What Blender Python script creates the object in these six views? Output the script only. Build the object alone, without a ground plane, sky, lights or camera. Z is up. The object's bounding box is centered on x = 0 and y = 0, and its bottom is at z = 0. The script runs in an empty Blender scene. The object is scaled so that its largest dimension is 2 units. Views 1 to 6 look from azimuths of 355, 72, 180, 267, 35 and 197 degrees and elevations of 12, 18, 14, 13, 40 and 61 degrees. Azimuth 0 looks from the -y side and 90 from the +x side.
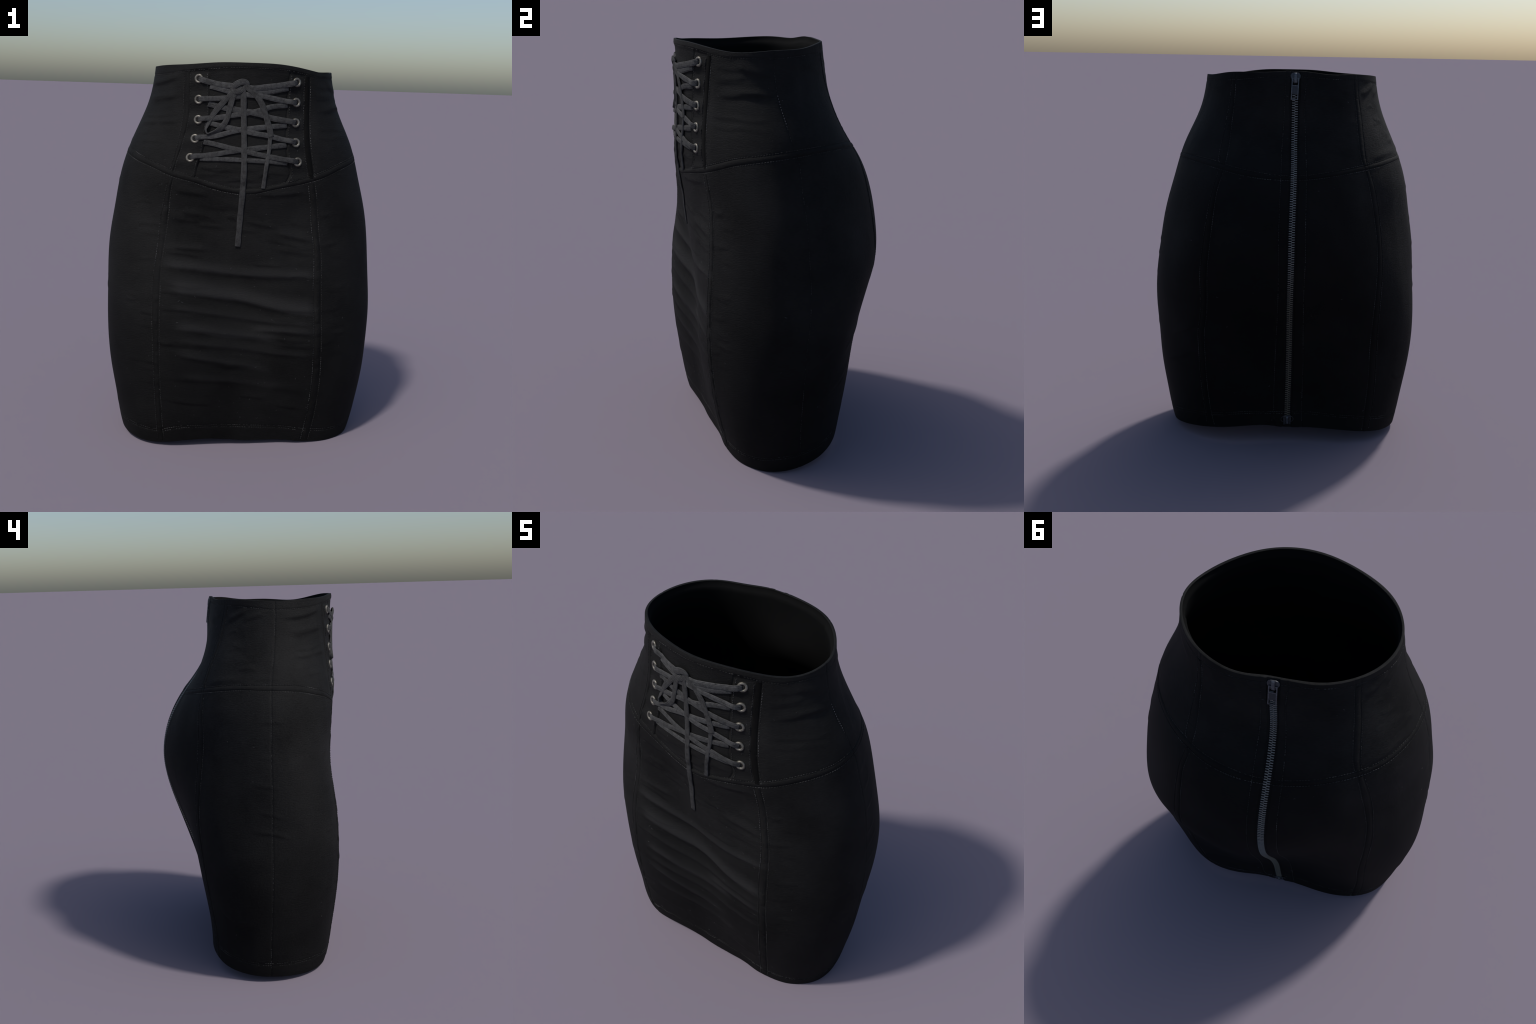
# High-waisted black pencil skirt with a laced corset front and a full-length metal zipper down the back.
import bpy, bmesh, math, random
import numpy as np

random.seed(7)
rng = np.random.default_rng(7)
TAU = 2 * math.pi

# ------------------------------------------------------------------ body form
# The garment is a loft: one row per height station (hem first, waist last); each row holds the
# control radii of that cross-section at 20 equal turns of azimuth (0 = +x side, 90 = back, 270 = front).
SECTIONS = [
    [.574, .492, .379, .268, .204, .197, .238, .320, .432, .543, .597, .576, .499, .392, .325, .316, .345, .411, .510, .580],
    [.648, .544, .426, .301, .240, .236, .242, .288, .409, .573, .657, .662, .628, .482, .385, .368, .369, .410, .550, .660],
    [.670, .572, .459, .359, .301, .271, .254, .289, .420, .602, .686, .674, .638, .523, .420, .380, .401, .483, .610, .694],
    [.707, .603, .476, .384, .328, .292, .283, .337, .472, .635, .716, .711, .666, .554, .449, .402, .430, .524, .643, .723],
    [.717, .616, .498, .432, .392, .341, .320, .378, .511, .656, .731, .724, .678, .581, .477, .423, .447, .542, .662, .730],
    [.734, .666, .548, .481, .452, .405, .381, .432, .541, .657, .725, .734, .691, .578, .457, .405, .440, .543, .665, .732],
    [.720, .686, .612, .553, .510, .468, .449, .479, .550, .636, .706, .740, .702, .549, .420, .401, .452, .536, .634, .707],
    [.701, .641, .584, .539, .511, .500, .496, .502, .535, .603, .691, .745, .656, .490, .432, .452, .474, .518, .612, .702],
    [.671, .597, .539, .509, .486, .464, .457, .471, .509, .573, .654, .710, .640, .508, .450, .451, .459, .494, .593, .687],
    [.608, .551, .507, .450, .396, .369, .371, .413, .489, .572, .640, .675, .643, .550, .500, .497, .505, .537, .601, .641],
    [.557, .469, .370, .272, .212, .206, .236, .301, .395, .491, .568, .611, .584, .511, .473, .472, .484, .511, .570, .604],
    [.436, .360, .298, .257, .228, .213, .217, .246, .312, .400, .474, .515, .516, .495, .479, .478, .487, .494, .511, .501],
    [.392, .328, .280, .247, .217, .198, .207, .222, .263, .345, .426, .496, .512, .492, .478, .488, .482, .480, .496, .476],
    [.399, .326, .246, .182, .141, .131, .151, .193, .258, .343, .423, .478, .486, .462, .438, .430, .429, .439, .455, .448],
]
HEM_HEIGHT = [.030, .064, .088, .108, .101, .089, .091, .096, .088, .049, .033, .024, .007, .041, .038, .024, .022, .023, -.003, .000]
WAIST_HEIGHT = [1.967, 1.989, 1.991, 1.990, 1.994, 2.0, 2.0, 1.992, 1.979, 1.988, 1.979, 1.968, 1.978, 1.981, 1.998, 1.996, 1.998, 1.977, 1.953, 1.974]
NET = np.array(SECTIONS).T                        # azimuth x station
NA, NS = NET.shape
HEMC, WAISTC = np.array(HEM_HEIGHT), np.array(WAIST_HEIGHT)
THICK = .012


def blend(t):
    return np.stack([(1 - t) ** 3 / 6, (3 * t ** 3 - 6 * t ** 2 + 4) / 6, (-3 * t ** 3 + 3 * t ** 2 + 3 * t + 1) / 6, t ** 3 / 6], -1)


def around(phi):
    x = (phi / TAU * NA) % NA
    i = np.floor(x).astype(int)
    w = blend(x - i)
    idx = (i[:, None] + np.arange(-1, 3)) % NA
    return idx, w


def upward(s):
    x = np.clip(s, 0, 1) * (NS - 3)
    i = np.minimum(np.floor(x).astype(int), NS - 4)
    return i[:, None] + np.arange(4), blend(x - i)


def edges(phi):
    idx, w = around(phi)
    return (HEMC[idx] * w).sum(-1), (WAISTC[idx] * w).sum(-1)


def base_radius(phi, z):
    ia, wa = around(phi)
    zh, zt = (HEMC[ia] * wa).sum(-1), (WAISTC[ia] * wa).sum(-1)
    ib, wb = upward((z - zh) / (zt - zh))
    return np.einsum('ij,ijk,ik->i', wa, NET[ia[:, :, None], ib[:, None, :]], wb)


def base_point(phi, z):
    r = base_radius(phi, z)
    return np.stack([r * np.cos(phi), r * np.sin(phi), z], -1)


def unit(v):
    return v / np.maximum(np.linalg.norm(v, axis=-1, keepdims=True), 1e-9)


def base_normal(phi, z):
    e = .004
    a = base_point(phi + e, z) - base_point(phi - e, z)
    b = base_point(phi, z + e) - base_point(phi, z - e)
    return unit(np.cross(a, b))


# ------------------------------------------------------------------ seam plan
def smooth_line(xs, ys, x):
    """piecewise cubic (Catmull-Rom slopes) through control points"""
    xs, ys = np.asarray(xs, float), np.asarray(ys, float)
    m = np.gradient(ys, xs)
    x = np.clip(x, xs[0], xs[-1])
    i = np.clip(np.searchsorted(xs, x) - 1, 0, len(xs) - 2)
    h = xs[i + 1] - xs[i]
    t = (x - xs[i]) / h
    return ((2 * t ** 3 - 3 * t ** 2 + 1) * ys[i] + (t ** 3 - 2 * t ** 2 + t) * h * m[i]
            + (-2 * t ** 3 + 3 * t ** 2) * ys[i + 1] + (t ** 3 - t ** 2) * h * m[i + 1])


class Ring:                                       # a line round the body: height as a function of azimuth
    def __init__(self, *pts):
        p = sorted(pts)
        self.a = [q[0] for q in p]
        self.z = [q[1] for q in p]
        self.a = [self.a[-1] - 360] + self.a + [self.a[0] + 360]
        self.z = [self.z[-1]] + self.z + [self.z[0]]

    def __call__(self, phi):
        d = (np.degrees(phi) + 180) % 360 - 180
        return smooth_line(self.a, self.z, d)


class Upright:                                    # a line up the body: azimuth (degrees) as a function of height
    def __init__(self, *pts):
        p = sorted((z, a) for a, z in pts)
        self.z = [q[0] for q in p]
        self.a = [q[1] for q in p]

    def __call__(self, z):
        return np.radians(smooth_line(self.z, self.a, z))


waist_line = Ring((-177, 1.940), (-167, 1.930), (-158, 1.930), (-140, 1.938), (-132, 1.948), (-116, 1.962), (-101, 1.973), (-83, 1.973),
                  (-68, 1.969), (-54, 1.952), (-47, 1.942), (-29, 1.939), (-17, 1.937), (-1, 1.943), (23, 1.950), (42, 1.959), (56, 1.967),
                  (78, 1.972), (118, 1.970), (140, 1.963), (161, 1.957))
yoke_top = Ring((-171, 1.567), (-158, 1.556), (-149, 1.533), (-142.7, 1.515), (-131.5, 1.474), (-123, 1.452), (-110, 1.412), (-99, 1.394),
                (-88, 1.392), (-76.7, 1.405), (-66.7, 1.427), (-54.5, 1.453), (-45, 1.483), (-33.7, 1.519), (-21.4, 1.541), (-8.4, 1.558),
                (.5, 1.563), (24.4, 1.559), (37, 1.547), (46, 1.531), (60.7, 1.513), (85, 1.493), (108, 1.496), (129, 1.517), (145, 1.538),
                (158.6, 1.555), (168, 1.565), (176, 1.568))
yoke_bottom = Ring((-171.6, 1.541), (-158.8, 1.529), (-148, 1.503), (-142, 1.487), (-131.5, 1.446), (-120, 1.416), (-110, 1.388), (-97, 1.369),
                   (-88, 1.368), (-73.6, 1.393), (-54.3, 1.427), (-45, 1.452), (-34, 1.489), (-23, 1.513), (-8.5, 1.533), (1.6, 1.541),
                   (24.2, 1.535), (38.7, 1.519), (56.8, 1.495), (71, 1.483), (85, 1.478), (104.6, 1.479), (122.7, 1.491), (140, 1.511),
                   (157, 1.530), (168.4, 1.543), (175.8, 1.547))
hem_line = Ring((-175, .099), (-161, .097), (-150, .092), (-138, .088), (-127, .111), (-114, .111), (-81, .101), (-54.5, .088), (-44.4, .075),
                (-34.7, .065), (-22.3, .070), (-15.8, .084), (-5, .098), (3, .106), (17, .137), (32.8, .158), (48, .178), (80, .178),
                (116, .173), (135.6, .165), (148.5, .153), (161.6, .127), (174, .107))

placket_left_outer = Upright((-129, 1.95), (-128.8, 1.844), (-128.4, 1.725), (-129.1, 1.64), (-130.3, 1.549), (-131.9, 1.455))
placket_left_inner = Upright((-126, 1.95), (-125.6, 1.84), (-125.4, 1.738), (-126.8, 1.653), (-128.9, 1.544), (-130.9, 1.45))
placket_right_outer = Upright((-51.6, 1.945), (-52.5, 1.8), (-53, 1.70), (-52.9, 1.59), (-51.2, 1.45))
placket_right_inner = Upright((-55, 1.945), (-56.1, 1.78), (-56.6, 1.67), (-56.1, 1.56), (-54, 1.44))
flap_left = Upright((-114.5, 1.96), (-114, 1.85), (-113.8, 1.742), (-115.3, 1.669), (-116.4, 1.573), (-118.7, 1.5), (-120.2, 1.43))
flap_right = Upright((-65, 1.961), (-66.5, 1.86), (-66.8, 1.741), (-67.1, 1.62), (-65.7, 1.511), (-64.6, 1.475), (-66.3, 1.431))
front_left_outer = Upright((-131.6, 1.46), (-132.6, 1.41), (-134.8, 1.3), (-136.1, 1.236), (-136.7, 1.14), (-136.8, 1.04), (-136.6, .904),
                           (-136.2, .743), (-136, .577), (-136.5, .404), (-137.3, .26), (-138.1, .105), (-138.6, .02))
front_left_inner = Upright((-129.6, 1.46), (-130.9, 1.41), (-133, 1.27), (-134.4, 1.142), (-134.8, 1.043), (-134, .887), (-133.7, .746),
                           (-134, .477), (-135.2, .263), (-136.1, .093), (-136.5, .02))
front_right_inner = Upright((-54.3, 1.44), (-53.6, 1.405), (-51.4, 1.308), (-50, 1.18), (-49.2, 1.09), (-49.3, 1.0), (-49.9, .893), (-49.8, .749),
                            (-49.1, .546), (-48.3, .405), (-47.4, .257), (-46.4, .148), (-45.6, .036))
front_right_outer = Upright((-51.4, 1.44), (-50.4, 1.398), (-48.3, 1.308), (-47, 1.179), (-46.2, 1.06), (-46.6, .878), (-46.8, .681), (-46, .51),
                            (-44.8, .33), (-43.9, .209), (-42.9, .098), (-42.5, .018))
side_right = Upright((-17.2, 1.94), (-16.5, 1.86), (-15.5, 1.798), (-13.3, 1.722), (-11.2, 1.661), (-8.3, 1.564), (-6.9, 1.522), (-5.6, 1.38),
                     (-4.5, 1.266), (-3.9, 1.12), (-3.3, .95), (-3.6, .82), (-4.6, .69), (-5.1, .535), (-5.6, .383), (-5.6, .224), (-5, .1))
side_left = Upright((-164.6, 1.92), (-166.7, 1.776), (-168.8, 1.687), (-170.4, 1.617), (-171.6, 1.53), (-172.7, 1.39), (-173.5, 1.21),
                    (-173.8, 1.04), (-174.2, .82), (-174.6, .52), (-174.9, .42), (-175.3, .2), (-175.4, .04))
back_right_outer = Upright((24, 1.946), (29, 1.738), (37.9, 1.539), (39.8, 1.513), (41.3, 1.408), (41.7, 1.254), (42.1, 1.095), (41.4, .934),
                           (37.1, .771), (32.9, .655), (30.8, .505), (29.9, .357), (29.4, .205), (28.9, .088))
back_right_inner = Upright((27.5, 1.946), (32.6, 1.752), (42, 1.536), (42.9, 1.512), (44.1, 1.404), (45.3, 1.258), (45.8, 1.097), (44.5, .925),
                           (39.6, .761), (35.8, .66), (33.2, .473), (32.4, .302), (32.1, .172), (32.3, .094))
back_left_inner = Upright((160.3, 1.953), (156, 1.811), (150.5, 1.676), (147, 1.568), (146.9, 1.5), (146.9, 1.41), (147.9, 1.286), (148.2, 1.125),
                          (147.8, 1.074), (147, .93), (146.9, .745), (148.2, .565), (150.7, .391), (152.3, .259), (152.9, .12))
back_left_outer = Upright((163.5, 1.95), (158.2, 1.78), (153.2, 1.663), (149.4, 1.549), (149.4, 1.51), (150.2, 1.41), (151.4, 1.282), (150.9, 1.083),
                          (149.2, .846), (149.8, .671), (152, .486), (154.3, .332), (155.8, .191), (155.6, .085))
zip_line = Upright((98.8, 1.995), (98, 1.846), (97.8, 1.747), (96.3, 1.596), (94.8, 1.482), (93.7, 1.369), (93, 1.223), (92.9, 1.1), (92.9, .987),
                   (93.4, .767), (94.5, .534), (95, .378), (95, .238), (95.1, .1))
fly_right = Upright((84.6, 1.955), (83.9, 1.808), (82.9, 1.624), (84.6, 1.488), (85, 1.397), (85.3, 1.253), (85.5, 1.1), (85.5, .954), (84.2, .734),
                    (81.6, .501), (80, .33), (78.8, .13))
fly_left = Upright((114, 1.963), (111, 1.872), (109.8, 1.687), (105.7, 1.511), (103.5, 1.42), (101.6, 1.282), (101.3, 1.1), (101.8, .948),
                   (104.8, .722), (109.2, .49), (112, .257), (113.4, .109))

# creases in the cloth: (azimuth, height) control points, height of the fold, reach above, reach below
CREASES = [
    ([(-135, 1.079), (-124, 1.070), (-112, 1.062)], .0035, .030, .012),
    ([(-139, .986), (-120, .968), (-103, .942), (-90, .934), (-73, .932), (-44, .930)], .0085, .044, .018),
    ([(-134, .866), (-118, .842), (-110, .823), (-97, .806), (-85, .788), (-68, .759), (-44, .733)], .0090, .052, .020),
    ([(-130, .668), (-113, .645), (-101.5, .624), (-90, .612), (-80, .604), (-62, .594)], .0085, .048, .018),
    ([(-84, .650), (-62, .641), (-42, .628)], .0065, .036, .016),
    ([(-131, .530), (-112, .491), (-100, .470), (-88, .452), (-71, .427)], .0065, .040, .017),
    ([(-130, .775), (-112, .742), (-92, .712), (-70, .690), (-48, .682)], .0050, .034, .014),
    ([(-128, .598), (-108, .570), (-88, .545), (-66, .520), (-48, .512)], .0048, .034, .014),
    ([(-131, .405), (-110, .375), (-85, .350)], .0030, .036, .018),
    ([(-72, .330), (-60, .318), (-47, .300)], .0025, .036, .018),
    ([(-134, 1.224), (-126, 1.215), (-116, 1.207)], .0035, .032, .014),
    ([(-86, 1.358), (-70, 1.357), (-62, 1.364), (-53, 1.374)], .0045, .024, .014),
    ([(-131, 1.368), (-123, 1.356), (-112, 1.345)], .0040, .024, .013),
    ([(-72, 1.160), (-60, 1.138), (-48, 1.116)], .0055, .030, .014),
    ([(-72, 1.078), (-60, 1.064), (-48, 1.050)], .0045, .028, .014),
    ([(-110, 1.300), (-98, 1.290), (-88, 1.283)], .0022, .03, .016),
    # right yoke
    ([(-48, 1.766), (-38, 1.768), (-29, 1.776), (-19, 1.781)], .0046, .028, .012),
    ([(-39, 1.902), (-29, 1.873), (-17, 1.853)], .0036, .028, .013),
    ([(-12, 1.896), (2, 1.892), (18, 1.868)], .0020, .024, .012),
    # left yoke
    ([(-163, 1.876), (-148, 1.884), (-130, 1.918)], .0060, .026, .010),
    ([(-160, 1.790), (-146, 1.804), (-129, 1.828)], .0052, .028, .011),
    ([(163, 1.872), (172, 1.898), (180, 1.931)], .0058, .018, .010),
    ([(175, 1.866), (181, 1.884), (190, 1.906)], .0042, .018, .010),
    ([(152, 1.560), (164, 1.577), (177, 1.590)], .0032, .02, .011),
    ([(181, 1.588), (187, 1.592), (194, 1.586)], .0016, .018, .010),
    # puckers beside the side seams
    ([(182, 1.382), (187, 1.384), (193, 1.384)], .0018, .016, .010),
    ([(178, 1.078), (186, 1.066), (189, 1.062)], .0016, .016, .010),
    ([(179, .946), (186, .925), (191, .906)], .0016, .016, .010),
    ([(177, .840), (186, .829), (194, .797)], .0023, .018, .010),
    ([(180, 1.21), (186, 1.206), (190, 1.20)], .0011, .016, .010),
    ([(-4.5, 1.432), (-1, 1.432), (3, 1.437)], .0016, .016, .010),
    ([(-4.0, 1.325), (0, 1.333), (4, 1.350)], .0018, .016, .010),
    ([(-3.6, 1.214), (1, 1.224), (6, 1.245)], .0018, .016, .010),
    ([(-3.4, 1.073), (0, 1.083), (4, 1.105)], .0018, .016, .010),
    ([(-3.6, .985), (1, 1.006), (7, 1.034)], .0018, .018, .011),
    ([(-4.4, .88), (0, .893), (4, .91)], .0014, .016, .010),
    ([(-5, .572), (1, .605), (8, .645)], .0016, .022, .012),
    ([(0, .395), (10, .402), (23, .424)], .0016, .024, .014),
    # back
    ([(33, 1.800), (51, 1.838), (75, 1.880)], .0028, .026, .014),
    ([(118, 1.872), (130, 1.866), (148, 1.858)], .0030, .024, .014),
    ([(15, .588), (25, .640), (34, .700)], .0030, .024, .014),
    ([(3, .402), (19, .468), (29, .540)], .0030, .024, .014),
    ([(161, .388), (168, .340), (178, .330)], .0032, .022, .013),
    ([(184, .155), (190, .150), (197, .158)], .0008, .022, .014),
]

def small_folds(count, a0, a1, z0, z1, length, slope, amp, up, down):
    for _ in range(count):
        a = rng.uniform(a0, a1)
        z = rng.uniform(z0, z1)
        n = rng.uniform(*length)
        k = rng.uniform(*slope)
        bend = rng.normal(0, .006)
        a = min(max(a, a0 + n / 2), a1 - n / 2)
        CREASES.append(([(a - n / 2, z - k * n / 2), (a, z + bend), (a + n / 2, z + k * n / 2)], rng.uniform(*amp), rng.uniform(*up), rng.uniform(*down)))


# finer pulls: across the front panel, out from the panel seams, at the waist corners and by the yoke
small_folds(34, -136, -46, .16, 1.33, (9, 30), (-.0019, -.0003), (.0010, .0030), (.014, .030), (.007, .012))
small_folds(14, -150, -134, .30, 1.30, (6, 12), (-.0012, .0012), (.0008, .0018), (.012, .022), (.007, .011))
small_folds(14, -48, -33, .30, 1.30, (6, 12), (-.0012, .0012), (.0008, .0018), (.012, .022), (.007, .011))
small_folds(10, -160, -130, 1.60, 1.90, (10, 22), (.0002, .0016), (.0008, .0020), (.012, .022), (.007, .010))
small_folds(10, -50, -16, 1.60, 1.90, (10, 24), (-.0012, .0006), (.0008, .0020), (.012, .022), (.007, .010))
small_folds(12, -119, -66, 1.41, 1.50, (8, 24), (-.0008, .0008), (.0008, .0020), (.010, .016), (.006, .009))
small_folds(10, 36, 86, 1.60, 1.92, (10, 26), (-.0002, .0014), (.0006, .0016), (.014, .024), (.008, .012))
small_folds(10, 104, 156, 1.60, 1.92, (10, 26), (-.0014, .0002), (.0006, .0016), (.014, .024), (.008, .012))
small_folds(8, 164, 186, 1.62, 1.90, (7, 14), (.0008, .0026), (.0010, .0024), (.010, .018), (.006, .010))

eyelet_spots = [(-.245, 1.917), (-.244, 1.818), (-.245, 1.722), (-.260, 1.631), (-.282, 1.539),
                (.234, 1.914), (.234, 1.818), (.233, 1.720), (.237, 1.624), (.249, 1.530)]

WAVES = [(rng.uniform(3, 9), rng.uniform(2, 9), rng.uniform(0, TAU), rng.uniform(-1, 1)) for _ in range(14)]


def gauss(d, s):
    return np.exp(-(d / s) ** 2)


def step(d, w):                                   # 0 below, 1 above, over a width w
    t = np.clip(d / w + .5, 0, 1)
    return t * t * (3 - 2 * t)


def wrap(a):
    return (a + math.pi) % TAU - math.pi


def relief(phi, z):
    """height of the cloth's folds, seams and layers over the smooth loft"""
    e = .003
    r = base_radius(phi, z)
    g = np.sqrt(r ** 2 + ((base_radius(phi + e, z) - base_radius(phi - e, z)) / (2 * e)) ** 2)
    h = np.zeros_like(phi)
    deg = np.degrees(phi)
    for pts, amp, up, down in CREASES:
        a0, a1 = pts[0][0], pts[-1][0]
        d = (deg - a0) % 360
        span = a1 - a0
        m = np.where(d <= span)[0]
        if not len(m):
            continue
        t = d[m] / span
        zc = smooth_line([p[0] - a0 for p in pts], [p[1] for p in pts], d[m])
        win = step(t - .16, .32) * step(.84 - t, .32)
        dz = z[m] - zc - .45 * up
        h[m] += (.95 if amp > .004 else 1.1) * amp * win * (np.where(dz > 0, gauss(dz, up), gauss(dz, down)) - .35 * gauss(dz + 1.9 * down, 1.5 * down) - .12)
    h *= step(waist_line(phi) - .004 - z, .02)
    for fa, fz, ph0, amp in WAVES:                # slow unevenness of worn cloth
        h += .0007 * amp * np.sin(round(fa) * phi + fz * z + ph0)
    up = z > (yoke_top(phi) + yoke_bottom(phi)) / 2
    in_yoke = step(z - yoke_top(phi), .01) * step(waist_line(phi) - z, .01)
    below = step(yoke_bottom(phi) - z, .01)
    # flaps of the lacing lie over the panel between them
    dl, dr = wrap(phi - flap_left(z)) * g, wrap(phi - flap_right(z)) * g
    pl, pr = wrap(phi - placket_left_inner(z)) * g, wrap(phi - placket_right_inner(z)) * g
    front = np.abs(wrap(phi + math.pi / 2)) < 1.0
    panel = step(dl, .006) * step(-dr, .006)
    h -= .0050 * panel * front * in_yoke * step(waist_line(phi) - z - .03, .06)
    flap = (step(-dl, .01) * step(pl, .01) + step(dr, .01) * step(-pr, .01)) * front * in_yoke
    h += flap * .0030 * np.cos(TAU * (z - 1.716) / .0965)
    h -= (gauss(dl - .004, .004) + gauss(dr + .004, .004)) * .0025 * front * in_yoke
    # bone channels and felled seams sit in a shallow trough
    for a, b, zone in ((placket_left_outer, placket_left_inner, in_yoke), (placket_right_inner, placket_right_outer, in_yoke),
                       (front_left_outer, front_left_inner, below), (front_right_inner, front_right_outer, below),
                       (back_right_outer, back_right_inner, 1), (back_left_inner, back_left_outer, 1)):
        da, db = wrap(phi - a(z)) * g, wrap(phi - b(z)) * g
        near = (np.abs(da) < .1)
        h -= near * zone * .0012 * (gauss(da, .004) + gauss(db, .004))
    for s in (side_left, side_right):
        h -= .0022 * gauss(wrap(phi - s(z)) * g, .0040)
    for f in (fly_left, fly_right):
        h -= .0020 * gauss(wrap(phi - f(z)) * g, .004)
    h -= .0040 * step(.026 - np.abs(wrap(phi - zip_line(z)) * g), .006)
    h -= .0014 * (gauss(z - yoke_top(phi), .0042) + gauss(z - yoke_bottom(phi), .0042))
    h -= .0020 * gauss(z - waist_line(phi), .0045)
    h -= .0018 * (gauss(z - hem_line(phi), .0040) + gauss(z - hem_line(phi) - .011, .0040))
    return h


def cloth(phi, z, lift=0.0):
    phi, z = np.atleast_1d(np.asarray(phi, float)), np.atleast_1d(np.asarray(z, float))
    n = base_normal(phi, z)
    return base_point(phi, z) + n * (relief(phi, z) + lift)[:, None], n


def front_azimuth(x, z):
    """azimuth of the front surface at a given x"""
    x, z = np.atleast_1d(np.asarray(x, float)), np.atleast_1d(np.asarray(z, float))
    a, b = np.full_like(x, -math.pi + .02), np.full_like(x, -.02)
    for _ in range(40):
        m = (a + b) / 2
        v = base_radius(m, z) * np.cos(m) < x
        a, b = np.where(v, m, a), np.where(v, b, m)
    return (a + b) / 2


# ------------------------------------------------------------------ materials
def new_mat(name):
    m = bpy.data.materials.new(name)
    m.use_nodes = True
    nt = m.node_tree
    return m, nt, nt.nodes["Principled BSDF"]


def node(nt, kind, **kw):
    n = nt.nodes.new(kind)
    for k, v in kw.items():
        if hasattr(n, k):
            setattr(n, k, v)
        else:
            n.inputs[k].default_value = v
    return n


def ramp(nt, src, stops):
    r = nt.nodes.new("ShaderNodeValToRGB")
    el = r.color_ramp.elements
    while len(el) < len(stops):
        el.new(.5)
    for e, (p, c) in zip(el, stops):
        e.position, e.color = p, (*c, 1)
    nt.links.new(src, r.inputs[0])
    return r.outputs[0]


def grey(v, tint=(1, 1, 1)):
    return tuple(v * t for t in tint)


# highlights painted above the front creases: line of (x, height), x range, reach upward, strength
PAINTED_HIGHLIGHTS = [
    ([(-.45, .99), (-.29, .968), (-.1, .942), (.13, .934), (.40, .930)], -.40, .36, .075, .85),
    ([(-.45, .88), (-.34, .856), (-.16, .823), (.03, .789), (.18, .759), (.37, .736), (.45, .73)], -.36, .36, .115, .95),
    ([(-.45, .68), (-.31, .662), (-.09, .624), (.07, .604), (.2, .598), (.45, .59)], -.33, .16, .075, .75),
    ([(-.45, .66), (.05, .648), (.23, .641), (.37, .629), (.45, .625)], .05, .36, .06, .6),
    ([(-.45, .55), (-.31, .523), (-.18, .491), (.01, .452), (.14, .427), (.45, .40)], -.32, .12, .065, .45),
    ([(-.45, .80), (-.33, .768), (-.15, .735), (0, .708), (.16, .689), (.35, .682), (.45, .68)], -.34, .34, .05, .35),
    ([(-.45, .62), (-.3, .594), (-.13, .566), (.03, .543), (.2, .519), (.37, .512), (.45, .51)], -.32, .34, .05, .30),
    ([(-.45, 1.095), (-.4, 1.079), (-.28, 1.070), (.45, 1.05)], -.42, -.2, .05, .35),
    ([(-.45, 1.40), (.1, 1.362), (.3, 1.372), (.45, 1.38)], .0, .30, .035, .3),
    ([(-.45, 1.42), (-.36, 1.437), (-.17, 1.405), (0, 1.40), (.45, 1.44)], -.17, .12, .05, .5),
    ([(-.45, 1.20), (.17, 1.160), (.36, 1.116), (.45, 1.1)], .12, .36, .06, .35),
    ([(-.45, .42), (-.2, .385), (.1, .35), (.45, .33)], -.3, .2, .06, .25),
]


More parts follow.
